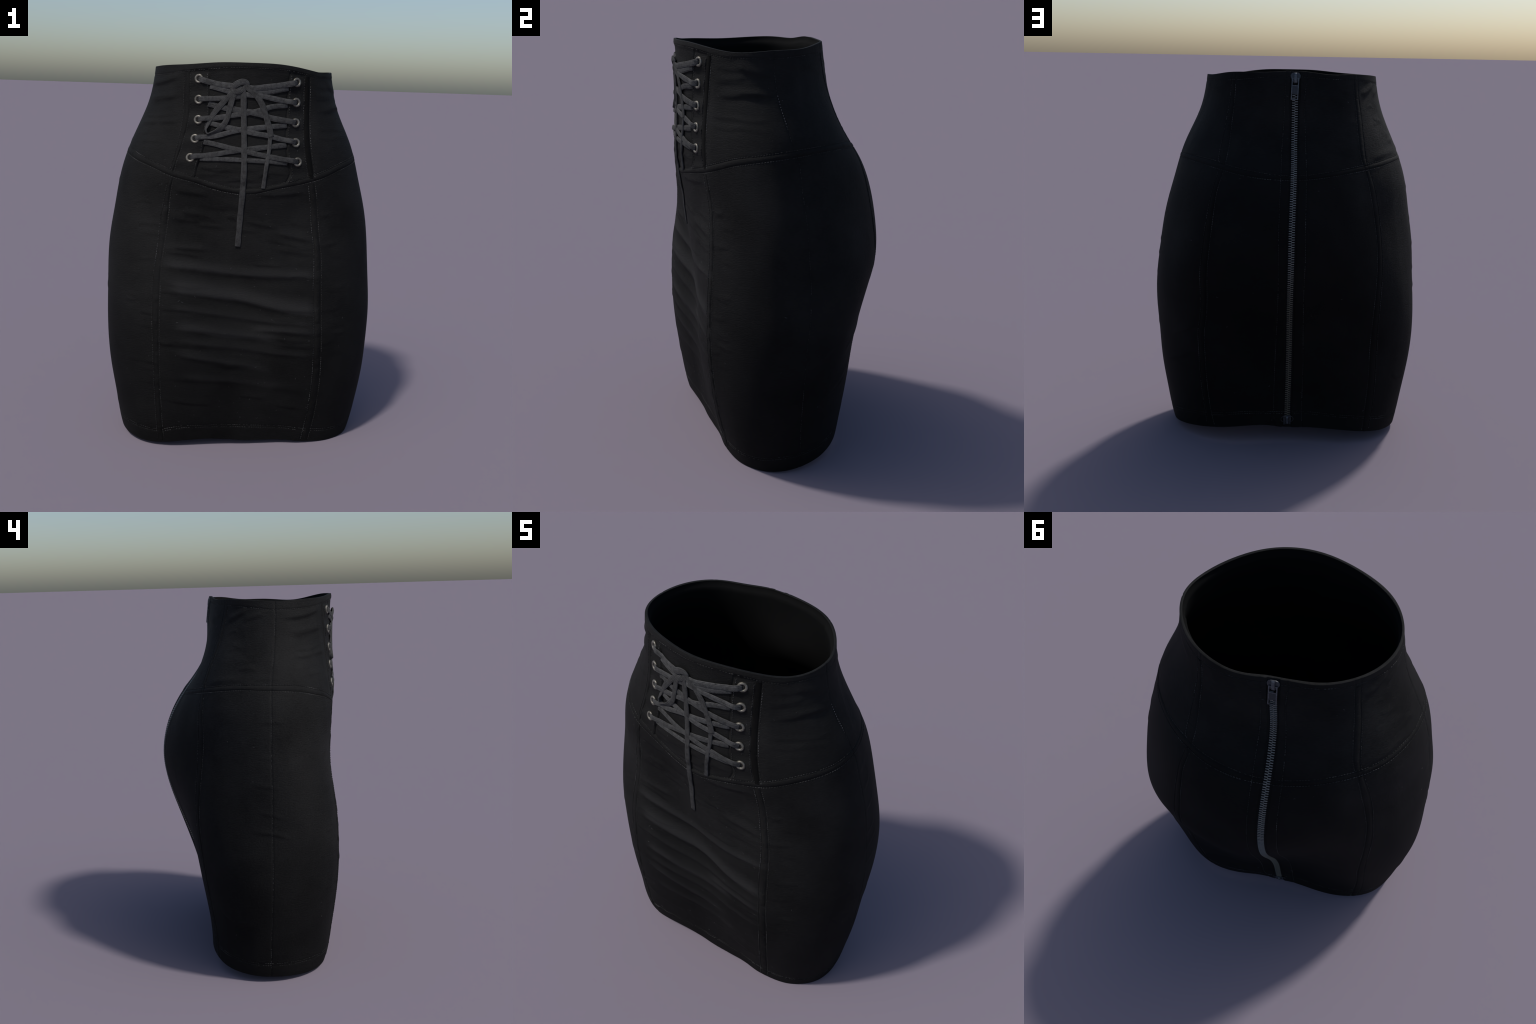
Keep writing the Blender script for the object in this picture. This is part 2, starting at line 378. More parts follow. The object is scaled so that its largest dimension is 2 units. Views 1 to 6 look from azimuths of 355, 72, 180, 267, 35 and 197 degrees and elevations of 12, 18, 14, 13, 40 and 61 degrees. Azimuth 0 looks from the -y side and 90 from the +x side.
def cloth_material(name, dark, light, rough=.62, spec=.3, grain=.25, fuzz=True, baked_light=False):
    m, nt, p = new_mat(name)
    tc = node(nt, "ShaderNodeTexCoord")
    big = node(nt, "ShaderNodeTexNoise", Scale=3.2, Detail=4.0, Roughness=.6)
    nt.links.new(tc.outputs["Object"], big.inputs["Vector"])
    stretch = node(nt, "ShaderNodeMapping")
    stretch.inputs["Scale"].default_value = (1, 1, 2.6)
    nt.links.new(tc.outputs["Object"], stretch.inputs[0])
    fine = node(nt, "ShaderNodeTexNoise", Scale=75.0, Detail=5.0, Roughness=.65)
    nt.links.new(stretch.outputs[0], fine.inputs["Vector"])
    weave = node(nt, "ShaderNodeTexNoise", Scale=420.0, Detail=2.0, Roughness=.6)
    nt.links.new(stretch.outputs[0], weave.inputs["Vector"])
    mix = node(nt, "ShaderNodeMath", operation="MULTIPLY_ADD")
    nt.links.new(fine.outputs[0], mix.inputs[0])
    mix.inputs[1].default_value = .60
    nt.links.new(big.outputs[0], mix.inputs[2])
    col = ramp(nt, mix.outputs[0], [(.52, dark), (1.10, light)])
    if fuzz:                                      # specks of lint, pale and rare
        vor = node(nt, "ShaderNodeTexVoronoi", Scale=34.0)
        nt.links.new(tc.outputs["Object"], vor.inputs["Vector"])
        spot = ramp(nt, vor.outputs["Distance"], [(.0, (1, 1, 1)), (.045, (0, 0, 0))])
        white = node(nt, "ShaderNodeSeparateColor")
        nt.links.new(vor.outputs["Color"], white.inputs[0])
        few = node(nt, "ShaderNodeMath", operation="GREATER_THAN")
        few.inputs[1].default_value = .80
        nt.links.new(white.outputs[0], few.inputs[0])
        amt = node(nt, "ShaderNodeMath", operation="MULTIPLY")
        nt.links.new(spot, amt.inputs[0])
        nt.links.new(few.outputs[0], amt.inputs[1])
        lint = node(nt, "ShaderNodeMix", data_type="RGBA")
        nt.links.new(amt.outputs[0], lint.inputs[0])
        nt.links.new(col, lint.inputs[6])
        lint.inputs[7].default_value = (.07, .07, .075, 1)
        col = lint.outputs[2]
    if baked_light:                                     # light and shade put into the cloth colour, highlights over front creases last
        xyz = node(nt, "ShaderNodeSeparateXYZ")
        nt.links.new(tc.outputs["Object"], xyz.inputs[0])

        def math_(op, x, y=None):
            n = node(nt, "ShaderNodeMath", operation=op)
            for k, v in enumerate((x, y)):
                if v is None:
                    continue
                if hasattr(v, "is_output"):
                    nt.links.new(v, n.inputs[k])
                else:
                    n.inputs[k].default_value = v
            return n.outputs[0]

        def band(x, lo, hi, soft):
            up_ = node(nt, "ShaderNodeMapRange", interpolation_type="SMOOTHSTEP")
            dn_ = node(nt, "ShaderNodeMapRange", interpolation_type="SMOOTHSTEP")
            for n, (f, t, g, h) in ((up_, (lo - soft, lo + soft, 0, 1)), (dn_, (hi - soft, hi + soft, 1, 0))):
                nt.links.new(x, n.inputs[0])
                for k, v in zip((1, 2, 3, 4), (f, t, g, h)):
                    n.inputs[k].default_value = v
            return math_("MULTIPLY", up_.outputs[0], dn_.outputs[0])

        # baked shading: cloth lightened towards the waist, darkened at the seat and low hem
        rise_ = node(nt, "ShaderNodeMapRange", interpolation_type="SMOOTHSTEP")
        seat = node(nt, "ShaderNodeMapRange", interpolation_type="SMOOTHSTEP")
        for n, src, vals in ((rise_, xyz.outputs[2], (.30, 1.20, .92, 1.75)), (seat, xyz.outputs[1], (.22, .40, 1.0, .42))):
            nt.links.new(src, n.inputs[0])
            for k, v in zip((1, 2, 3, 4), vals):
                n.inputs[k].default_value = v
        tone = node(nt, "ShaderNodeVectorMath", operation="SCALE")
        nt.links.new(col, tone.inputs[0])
        flank = math_("MULTIPLY", band(xyz.outputs[0], -2.0, -.33, .06), band(xyz.outputs[2], 1.25, 2.2, .12))  # extra lightening tinted in where sun strikes the left upper back hip
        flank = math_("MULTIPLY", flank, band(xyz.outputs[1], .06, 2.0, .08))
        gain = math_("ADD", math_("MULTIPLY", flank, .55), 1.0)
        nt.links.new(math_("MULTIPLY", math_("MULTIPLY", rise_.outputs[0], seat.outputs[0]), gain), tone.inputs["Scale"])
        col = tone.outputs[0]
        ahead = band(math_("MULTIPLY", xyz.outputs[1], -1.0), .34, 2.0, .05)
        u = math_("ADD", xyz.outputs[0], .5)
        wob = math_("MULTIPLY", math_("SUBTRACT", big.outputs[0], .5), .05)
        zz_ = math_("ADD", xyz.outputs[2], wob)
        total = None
        for line, x0, x1, tall, force in PAINTED_HIGHLIGHTS:
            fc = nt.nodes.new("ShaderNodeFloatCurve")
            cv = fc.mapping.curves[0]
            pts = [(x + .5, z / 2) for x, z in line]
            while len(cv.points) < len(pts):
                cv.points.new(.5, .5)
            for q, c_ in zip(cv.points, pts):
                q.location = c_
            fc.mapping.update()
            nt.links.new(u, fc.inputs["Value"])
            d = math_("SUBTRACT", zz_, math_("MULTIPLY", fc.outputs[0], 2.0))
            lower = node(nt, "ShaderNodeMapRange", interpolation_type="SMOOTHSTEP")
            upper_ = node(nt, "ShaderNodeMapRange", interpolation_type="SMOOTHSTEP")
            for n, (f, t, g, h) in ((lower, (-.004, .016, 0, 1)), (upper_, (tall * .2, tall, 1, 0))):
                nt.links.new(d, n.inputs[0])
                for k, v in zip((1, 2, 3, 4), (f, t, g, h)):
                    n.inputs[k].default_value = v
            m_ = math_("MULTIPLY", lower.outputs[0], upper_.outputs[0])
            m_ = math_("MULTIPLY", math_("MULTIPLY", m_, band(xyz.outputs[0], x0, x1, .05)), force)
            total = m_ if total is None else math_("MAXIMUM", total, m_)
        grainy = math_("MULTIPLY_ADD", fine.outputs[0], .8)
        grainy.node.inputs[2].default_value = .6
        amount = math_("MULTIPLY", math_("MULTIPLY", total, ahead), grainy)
        highlight_mix = node(nt, "ShaderNodeMix", data_type="RGBA")
        nt.links.new(amount, highlight_mix.inputs[0])
        nt.links.new(col, highlight_mix.inputs[6])
        highlight_mix.inputs[7].default_value = (.0215, .0215, .0217, 1)
        col = highlight_mix.outputs[2]
    nt.links.new(col, p.inputs["Base Color"])
    p.inputs["Roughness"].default_value = rough
    p.inputs["Specular IOR Level"].default_value = spec
    add = node(nt, "ShaderNodeMath", operation="MULTIPLY_ADD")
    nt.links.new(weave.outputs[0], add.inputs[0])
    add.inputs[1].default_value = .35
    nt.links.new(fine.outputs[0], add.inputs[2])
    bump = node(nt, "ShaderNodeBump", Strength=grain, Distance=.004)
    nt.links.new(add.outputs[0], bump.inputs["Height"])
    nt.links.new(bump.outputs[0], p.inputs["Normal"])
    return m


FABRIC = cloth_material("black_twill", grey(.0024), grey(.0080), rough=.7, spec=.09, grain=.6, baked_light=True)
BINDING = cloth_material("black_binding", grey(.0024), grey(.0074), rough=.72, spec=.09, grain=.6, fuzz=False, baked_light=True)
BINDING_DARK = cloth_material("black_channel", grey(.0022), grey(.0052), rough=.75, spec=.07, grain=.3, fuzz=False)
LINING = cloth_material("black_lining", grey(.0040), grey(.0062), rough=.85, spec=.08, grain=.1, fuzz=False)
TAPE = cloth_material("zipper_tape_cloth", grey(.0030, (1, 1, 1.15)), grey(.0060, (1, 1, 1.15)), rough=.8, spec=.1, grain=.15, fuzz=False)


def thread_material():
    m, nt, p = new_mat("grey_thread")
    tc = node(nt, "ShaderNodeTexCoord")
    n = node(nt, "ShaderNodeTexNoise", Scale=9.0, Detail=4.0, Roughness=.7)
    nt.links.new(tc.outputs["Object"], n.inputs["Vector"])
    nt.links.new(ramp(nt, n.outputs[0], [(.38, grey(.010)), (.54, grey(.033)), (.70, grey(.105))]), p.inputs["Base Color"])
    p.inputs["Roughness"].default_value = .8
    p.inputs["Specular IOR Level"].default_value = .2
    return m


def lace_material():
    m, nt, p = new_mat("charcoal_knit_lace")
    tc = node(nt, "ShaderNodeTexCoord")
    n = node(nt, "ShaderNodeTexNoise", Scale=55.0, Detail=4.0, Roughness=.65)
    k = node(nt, "ShaderNodeTexNoise", Scale=380.0, Detail=2.0)
    nt.links.new(tc.outputs["Object"], n.inputs["Vector"])
    nt.links.new(tc.outputs["Object"], k.inputs["Vector"])
    a = node(nt, "ShaderNodeMath", operation="MULTIPLY_ADD")
    nt.links.new(k.outputs[0], a.inputs[0])
    a.inputs[1].default_value = .8
    nt.links.new(n.outputs[0], a.inputs[2])
    nt.links.new(ramp(nt, a.outputs[0], [(.60, grey(.015, (1, 1, 1.01))), (1.05, grey(.056, (1, 1, 1.02)))]), p.inputs["Base Color"])
    info = node(nt, "ShaderNodeObjectInfo")
    vary = node(nt, "ShaderNodeMapRange")
    nt.links.new(info.outputs["Random"], vary.inputs[0])
    vary.inputs[3].default_value, vary.inputs[4].default_value = .84, 1.22
    sc = node(nt, "ShaderNodeVectorMath", operation="SCALE")
    nt.links.new(p.inputs["Base Color"].links[0].from_socket, sc.inputs[0])
    nt.links.new(vary.outputs[0], sc.inputs["Scale"])
    nt.links.new(sc.outputs[0], p.inputs["Base Color"])
    p.inputs["Roughness"].default_value = .85
    p.inputs["Specular IOR Level"].default_value = .2
    b = node(nt, "ShaderNodeBump", Strength=.5, Distance=.003)
    nt.links.new(k.outputs[0], b.inputs["Height"])
    nt.links.new(b.outputs[0], p.inputs["Normal"])
    return m


def metal_material(name, dark, light, rough, metallic, scale=60.0):
    m, nt, p = new_mat(name)
    tc = node(nt, "ShaderNodeTexCoord")
    n = node(nt, "ShaderNodeTexNoise", Scale=scale, Detail=4.0, Roughness=.6)
    nt.links.new(tc.outputs["Object"], n.inputs["Vector"])
    nt.links.new(ramp(nt, n.outputs[0], [(.35, dark), (.65, light)]), p.inputs["Base Color"])
    p.inputs["Roughness"].default_value = rough
    p.inputs["Metallic"].default_value = metallic
    return m


THREAD = thread_material()
THREAD_LIGHT, _nt, _p = new_mat("pale_thread")
_p.inputs["Base Color"].default_value = (.10, .10, .107, 1)
_p.inputs["Roughness"].default_value = .8
LACE = lace_material()
def warm_low(m):
    nt, p = m.node_tree, m.node_tree.nodes["Principled BSDF"]
    geo = node(nt, "ShaderNodeNewGeometry")
    xyz = node(nt, "ShaderNodeSeparateXYZ")
    nt.links.new(geo.outputs["Position"], xyz.inputs[0])
    r = node(nt, "ShaderNodeMapRange", interpolation_type="SMOOTHSTEP")
    nt.links.new(xyz.outputs[2], r.inputs[0])
    for k, v in zip((1, 2, 3, 4), (.80, 1.15, 0, 1)):
        r.inputs[k].default_value = v
    mx = node(nt, "ShaderNodeMix", data_type="RGBA", blend_type="MULTIPLY")
    mx.inputs[0].default_value = 1
    nt.links.new(p.inputs["Base Color"].links[0].from_socket, mx.inputs[6])
    nt.links.new(ramp(nt, r.outputs[0], [(0, (.62, .57, .46)), (1, (1, 1, 1))]), mx.inputs[7])
    nt.links.new(mx.outputs[2], p.inputs["Base Color"])


BRASS = metal_material("antique_nickel", (.080, .074, .060), (.185, .175, .152), .45, .55, 90)
STEEL = metal_material("dull_zipper_steel", (.13, .135, .132), (.24, .245, .238), .5, .35, 14)
warm_low(STEEL)
GUNMETAL = metal_material("gunmetal_slider", (.055, .060, .070), (.12, .13, .145), .45, .55, 120)
HOLE, _nt, _p = new_mat("eyelet_hole")
_p.inputs["Base Color"].default_value = (.003, .003, .003, 1)
_p.inputs["Roughness"].default_value = .9

# ------------------------------------------------------------------ scene helpers
root = bpy.data.objects.new("pencil_skirt", None)
bpy.context.scene.collection.objects.link(root)
root["label"] = "black high-waisted pencil skirt with laced corset front"
root["category"] = "skirt"


def add_object(name, mesh, parent=root, stuff=False):
    o = bpy.data.objects.new(name, mesh)
    bpy.context.scene.collection.objects.link(o)
    o.parent = parent
    if stuff:
        o["kind"] = "stuff"
    return o


def mesh_from(name, verts, faces, mat, smooth=True, normals=None):
    me = bpy.data.meshes.new(name)
    me.from_pydata([tuple(v) for v in verts], [], faces)
    me.materials.append(mat)
    if smooth:
        me.polygons.foreach_set("use_smooth", [True] * len(me.polygons))
    if normals is not None:
        me.normals_split_custom_set_from_vertices(normals)
    me.update()
    return me


def quad_mesh(name, verts, quads, mat, normals=None):
    """fast build of an all-quad smooth mesh"""
    me = bpy.data.meshes.new(name)
    me.vertices.add(len(verts))
    me.vertices.foreach_set("co", np.asarray(verts, np.float32).ravel())
    me.loops.add(len(quads) * 4)
    me.loops.foreach_set("vertex_index", np.asarray(quads, np.int32).ravel())
    me.polygons.add(len(quads))
    me.polygons.foreach_set("loop_start", np.arange(0, len(quads) * 4, 4, dtype=np.int32))
    me.update(calc_edges=True)
    me.polygons.foreach_set("use_smooth", np.ones(len(quads), bool))
    me.materials.append(mat)
    if normals is not None:
        me.normals_split_custom_set_from_vertices([tuple(n) for n in normals])
    me.update()
    return me


# ------------------------------------------------------------------ the shell of cloth
COLS, ROWS = 1040, 490
phi_c = np.arange(COLS) / COLS * TAU - math.pi
zh_c, zt_c = edges(phi_c)
s_r = np.linspace(0, 1, ROWS + 1)
PHI = np.repeat(phi_c[:, None], ROWS + 1, 1)
Z = zh_c[:, None] + (zt_c - zh_c)[:, None] * s_r[None]
outer, base_n = cloth(PHI.ravel(), Z.ravel())
outer = outer.reshape(COLS, ROWS + 1, 3)
base_n = base_n.reshape(COLS, ROWS + 1, 3)
dA = np.roll(outer, -1, 0) - np.roll(outer, 1, 0)
dB = np.gradient(outer, axis=1)
nrm = unit(np.cross(dA, dB))
outer[:, :, 2] = np.clip(outer[:, :, 2], 0.0, 2.0)

ci, rj = np.meshgrid(np.arange(COLS), np.arange(ROWS), indexing="ij")
cn = (ci + 1) % COLS
vid = lambda c, r: c * (ROWS + 1) + r
quads = np.stack([vid(ci, rj), vid(cn, rj), vid(cn, rj + 1), vid(ci, rj + 1)], -1).reshape(-1, 4)
fphi = (PHI[:, :-1] + TAU / COLS / 2).ravel()
fz = ((Z[:, :-1] + Z[:, 1:] + np.roll(Z, -1, 0)[:, :-1] + np.roll(Z, -1, 0)[:, 1:]) / 4).ravel()


def past(line):                                   # face lies anticlockwise of an upright line
    return wrap(fphi - line(fz)) > 0


def mid(a, b):
    return lambda z: (a(z) + b(z)) / 2


bl, br = mid(back_left_inner, back_left_outer), mid(back_right_inner, back_right_outer)
pl_, pr_ = mid(placket_left_inner, placket_left_outer), mid(placket_right_inner, placket_right_outer)
fl_, fr_ = mid(front_left_inner, front_left_outer), mid(front_right_inner, front_right_outer)
above_yoke = fz > (yoke_top(fphi) + yoke_bottom(fphi)) / 2
is_waist = fz > waist_line(fphi)
is_hem = fz < hem_line(fphi)


def sector(lines):
    """index of the sector each face lies in, between consecutive upright lines given in order of azimuth"""
    ang = np.stack([wrap(np.broadcast_to(l(fz), fz.shape)) for l in lines])
    rel = (fphi[None] - ang) % TAU
    return np.argmin(rel, 0)


upper = sector([side_left, pl_, flap_left, flap_right, pr_, side_right, br, zip_line, bl])
lower = sector([side_left, fl_, fr_, side_right, br, zip_line, bl])
upper_names = ["yoke_side_panel", "lacing_flap", "modesty_panel", "lacing_flap", "yoke_side_panel", "yoke_hip_panel", "yoke_back_panel", "yoke_back_panel", "yoke_hip_panel"]
lower_names = ["side_panel", "front_panel", "side_panel", "hip_panel", "back_panel", "back_panel", "hip_panel"]
label = np.where(is_waist, 100, np.where(is_hem, 101, np.where(above_yoke, upper, 20 + lower)))
flat_v, flat_n = outer.reshape(-1, 3), nrm.reshape(-1, 3)
for code in sorted(set(label.tolist())):
    name = "waistband" if code == 100 else "hem_band" if code == 101 else upper_names[code] if code < 20 else lower_names[code - 20]
    q = quads[label == code]
    used, inv = np.unique(q, return_inverse=True)
    add_object(name, quad_mesh(name, flat_v[used], inv.reshape(-1, 4), FABRIC, flat_n[used]))

# turned edges at waist and hem, and the inside of the cloth
inner_rows = 160
s_i = np.linspace(0, 1, inner_rows + 1)
ic = np.arange(0, COLS, 2)
pi_, Zi = np.repeat(phi_c[ic][:, None], inner_rows + 1, 1), zh_c[ic][:, None] + (zt_c - zh_c)[ic][:, None] * s_i[None]
inner_deg = np.degrees(pi_.ravel())                   # shallow step on the inside over a range of azimuth
inner_lift = -THICK - .012 * step(np.repeat(zt_c[ic], inner_rows + 1) - Zi.ravel() - .022, .03) * step(Zi.ravel() - np.repeat(zh_c[ic], inner_rows + 1) - .035, .05) - .004 * step(26 - inner_deg, .6) * step(inner_deg + 6, .6) * step(np.repeat(zt_c[ic], inner_rows + 1) - Zi.ravel() - .02, .03)
bp, bn = base_point(pi_.ravel(), Zi.ravel()), base_normal(pi_.ravel(), Zi.ravel())
inside = (bp + bn * inner_lift[:, None]).reshape(len(ic), inner_rows + 1, 3)
inside[:, :, 2] = Zi
nI = len(ic)
a, b = np.meshgrid(np.arange(nI), np.arange(inner_rows), indexing="ij")
an = (a + 1) % nI
iv = lambda c, r: c * (inner_rows + 1) + r
iq = np.stack([iv(a, b), iv(a, b + 1), iv(an, b + 1), iv(an, b)], -1).reshape(-1, 4)
add_object("lining", quad_mesh("lining", inside.reshape(-1, 3), iq, LINING))


def turned_edge(name, row, irow, sign):
    o = outer[ic][:, row]
    i = inside[:, irow]
    n = base_n[ic][:, row].copy()
    n[:, 2] = 0
    n = unit(n)
    rows = [o, o - n * .0004 + [0, 0, sign * .0009], o - n * .0016 + [0, 0, sign * .0015], i + n * .0016 + [0, 0, sign * .0015], i + [0, 0, sign * .0006], i]
    rows = [np.column_stack([r[:, :2], np.clip(r[:, 2], 0, 2.0)]) for r in rows]
    v = np.stack(rows, 1)
    k = len(rows)
    A, B = np.meshgrid(np.arange(nI), np.arange(k - 1), indexing="ij")
    An = (A + 1) % nI
    f = np.stack([A * k + B, An * k + B, An * k + B + 1, A * k + B + 1], -1).reshape(-1, 4)
    if sign < 0:
        f = f[:, ::-1]
    add_object(name, quad_mesh(name, v.reshape(-1, 3), f, FABRIC))


turned_edge("waist_edge", ROWS, inner_rows, 1)
turned_edge("hem_edge", 0, 0, -1)


# ------------------------------------------------------------------ bindings over the seams
def binding(name, pa, pb, n_along, rise, mat, closed=False, pucker=.0008):
    """a narrow strip of cloth between two lines; pa, pb give (azimuth, height) along t in 0..1"""
    t = np.linspace(0, 1, n_along, endpoint=not closed)
    A, B = np.array(pa(t)), np.array(pb(t))
    dphi = wrap(B[0] - A[0])
    wob = np.interp(t * n_along, np.arange(0, n_along + 4, 4), rng.normal(0, 1, len(np.arange(0, n_along + 4, 4))))
    cross = [(-.03, -.0022), (.05, .0000), (.18, rise), (.5, rise + .0003), (.82, rise), (.95, .0000), (1.03, -.0022)]
    rows = []
    for w, l in cross:
        lift = l + (pucker * wob if .1 < w < .9 else 0)
        p, _ = cloth(A[0] + dphi * w, A[1] + (B[1] - A[1]) * w, 0.0)
        _, nn = p, base_normal(A[0] + dphi * w, A[1] + (B[1] - A[1]) * w)
        rows.append(p + nn * np.broadcast_to(lift, t.shape)[:, None])
    v = np.stack(rows, 1)
    k = len(cross)
    m = n_along if closed else n_along - 1
    i, j = np.meshgrid(np.arange(m), np.arange(k - 1), indexing="ij")
    i2 = (i + 1) % n_along
    f = np.stack([i * k + j, i * k + j + 1, i2 * k + j + 1, i2 * k + j], -1).reshape(-1, 4)
    # orientation: outward
    c = v.reshape(-1, 3)[f[len(f) // 2]]
    if np.dot(np.cross(c[1] - c[0], c[2] - c[1]), base_normal(A[0][n_along // 2:n_along // 2 + 1], A[1][n_along // 2:n_along // 2 + 1])[0]) < 0:
        f = f[:, ::-1]
    return add_object(name, quad_mesh(name, v.reshape(-1, 3), f, mat))


def up_line(line, z0, z1):
    def at(t):
        a0 = z0 if not callable(z0) else z0(line(np.array([1.45])))[0]
        a1 = z1 if not callable(z1) else z1(line(np.array([1.45])))[0]
        z = a0 + (a1 - a0) * t
        return line(z), z
    return at


def ring_at(r):
    return lambda t: (t * TAU - math.pi, r(t * TAU - math.pi))


PAIRS_UP = [(placket_left_outer, placket_left_inner, 1.462, 1.948), (placket_right_inner, placket_right_outer, 1.447, 1.943)]
PAIRS_LOW = [(front_left_outer, front_left_inner, .035, 1.432), (front_right_inner, front_right_outer, .012, 1.422)]
PAIRS_BACK = [(back_right_outer, back_right_inner, .09, 1.512), (back_left_inner, back_left_outer, .07, 1.512),
              (back_right_outer, back_right_inner, 1.542, 1.944), (back_left_inner, back_left_outer, 1.542, 1.946)]
binding("yoke_seam", ring_at(yoke_bottom), ring_at(yoke_top), 900, .0014, BINDING, closed=True, pucker=.0002)
for p, q, z0, z1 in PAIRS_UP:
    binding("boning_channel", up_line(p, z0, z1), up_line(q, z0, z1), 120, .0016, BINDING_DARK if p is placket_right_inner else BINDING, pucker=.0002)
for p, q, z0, z1 in PAIRS_LOW:
    binding("front_seam", up_line(p, z0, z1), up_line(q, z0, z1), 240, .0015, BINDING, pucker=.0010)
for p, q, z0, z1 in PAIRS_BACK:
    binding("back_seam", up_line(p, z0, z1), up_line(q, z0, z1), 200, .0016, BINDING, pucker=.0003)


# ------------------------------------------------------------------ stitching
def capsule_field(points, tangents, normals, length, radius, sides=6):
    """short rounded threads laid along a line, as one set of vertices and faces"""
    prof = [(-.5, .25), (-.36, 1.0), (0, 1.12), (.36, 1.0), (.5, .25)]
    V, F = [], []
    for p, t, n in zip(points, tangents, normals):
        b = np.cross(n, t)
        base = len(V)
        for u, r in prof:
            for k in range(sides):
                a = TAU * k / sides
                V.append(p + t * (u * length) + (n * math.cos(a) * .8 + b * math.sin(a)) * (radius * 1.1 * r))
        for i in range(len(prof) - 1):
            for k in range(sides):
                k2 = (k + 1) % sides
                F.append((base + i * sides + k, base + i * sides + k2, base + (i + 1) * sides + k2, base + (i + 1) * sides + k))
        F.append(tuple(base + k for k in range(sides))[::-1])
        F.append(tuple(base + (len(prof) - 1) * sides + k for k in range(sides)))
    return V, F


def stitch_line(path, pitch=.0125, length=.0085, radius=.0011, keep=.93, closed=False, lift=.0010, mat=THREAD):
    t = np.linspace(0, 1, 1200)
    a, z = path(t)
    p, n = cloth(a, z, lift)
    seg = np.linalg.norm(np.diff(p, axis=0), axis=1)
    L = np.concatenate([[0], np.cumsum(seg)])
    at = np.arange(pitch, L[-1] - pitch, pitch)
    at = at + rng.normal(0, pitch * .07, len(at))
    at = at[rng.random(len(at)) < keep]
    pts = np.stack([np.interp(at, L, p[:, k]) for k in range(3)], -1)
    nn = unit(np.stack([np.interp(at, L, n[:, k]) for k in range(3)], -1))
    ahead = np.stack([np.interp(at + .003, L, p[:, k]) for k in range(3)], -1)
    tt = unit(ahead - pts)
    V, F = capsule_field(pts, tt, nn, length, radius)
    return add_object("stitching", mesh_from("stitching", V, F, mat), stuff=True)


def shifted(path, m):                             # a parallel line, m metres up
    def at(t):
        a, z = path(t)
        return a, z + m
    return at


stitch_line(ring_at(waist_line), keep=.85)
stitch_line(shifted(ring_at(yoke_top), .003), keep=.9)
stitch_line(shifted(ring_at(yoke_bottom), -.003), keep=.95, radius=.0013)
stitch_line(ring_at(hem_line), keep=.8, radius=.0009)
stitch_line(shifted(ring_at(hem_line), .0125), keep=.8, radius=.0009)
def beside(line, d):                              # a parallel upright line, d degrees away
    return lambda z: line(z) + math.radians(d)


for (p, q, z0, z1), d in zip(PAIRS_UP, (.45, .45)):
    stitch_line(up_line(beside(p, -d), z0, z1), radius=.0012)
    stitch_line(up_line(beside(q, d), z0, z1), radius=.0012)
for (p, q, z0, z1), d in zip(PAIRS_LOW, (.4, .4)):
    stitch_line(up_line(beside(p, -d), z0, z1), radius=.0011)
    stitch_line(up_line(beside(q, d), z0, z1), radius=.0011)
for p, q, z0, z1 in PAIRS_BACK:
    stitch_line(up_line(beside(p, -.4), z0, z1), radius=.0010)
    stitch_line(up_line(beside(q, .4), z0, z1), radius=.0010)
for f in (fly_left, fly_right):
    stitch_line(up_line(f, .12, 1.955), radius=.0012)
stitch_line(up_line(beside(flap_left, -.9), 1.45, 1.955), radius=.0012)
stitch_line(up_line(beside(flap_right, .9), 1.44, 1.955), radius=.0012)
stitch_line(up_line(side_right, 1.58, 1.93), radius=.0010, keep=.8)
stitch_line(up_line(side_right, 1.66, 1.80), radius=.0015, length=.005, keep=1, lift=.002, mat=THREAD_LIGHT)
stitch_line(up_line(side_right, .10, 1.52), radius=.0009, keep=.7)
stitch_line(up_line(side_left, 1.58, 1.92), radius=.0010, keep=.8)
stitch_line(up_line(side_left, .05, 1.53), radius=.0009, keep=.7)


# ------------------------------------------------------------------ eyelets
def lathe(profile, segs, mat, name):
    """ring about the local z axis from a closed (radius, height) profile"""
    V, F = [], []
    k = len(profile)
    for i in range(segs):
        a = TAU * i / segs
        for r, h in profile:
            V.append((r * math.cos(a), r * math.sin(a), h))
    for i in range(segs):
        for j in range(k):
            F.append((i * k + j, ((i + 1) % segs) * k + j, ((i + 1) % segs) * k + (j + 1) % k, i * k + (j + 1) % k))
    return mesh_from(name, V, F, mat)


ring_profile = [(.0098, -.004), (.0103, .0012), (.0120, .0036), (.0152, .0050), (.0184, .0044), (.0210, .0020), (.0218, -.003)]
ring_profile = [(r * 1.07, h) for r, h in ring_profile]
ring_mesh = lathe(ring_profile, 40, BRASS, "eyelet")
hole_mesh = lathe([(.0001, .0004), (.0118, .0004), (.0118, -.003), (.0001, -.003)], 28, HOLE, "eyelet_hole")
from mathutils import Matrix, Vector


def frame_matrix(p, n, up):
    n = unit(np.asarray(n))
    x = unit(np.cross(up, n))
    y = np.cross(n, x)
    M = Matrix(((x[0], y[0], n[0], p[0]), (x[1], y[1], n[1], p[1]), (x[2], y[2], n[2], p[2]), (0, 0, 0, 1)))
    return M


for x, z in eyelet_spots:
    a = front_azimuth(x, z)
    p, n = cloth(a, [z])
    M = frame_matrix(p[0] + n[0] * .0004, n[0], np.array([0, 0, 1.0]))
    e = add_object("eyelet", ring_mesh)
    e.matrix_world = M @ Matrix.Rotation(rng.uniform(0, TAU), 4, "Z")
    h = add_object("eyelet_hole", hole_mesh, e)


# ------------------------------------------------------------------ laces
def spline(pts, n):
    P = np.array(pts, float)
    d = np.concatenate([[0], np.cumsum(np.maximum(np.linalg.norm(np.diff(P[:, :2], axis=0), axis=1), 1e-4))])
    t = np.linspace(0, d[-1], n)
    return np.stack([smooth_line(d, P[:, k], t) for k in range(P.shape[1])], -1)


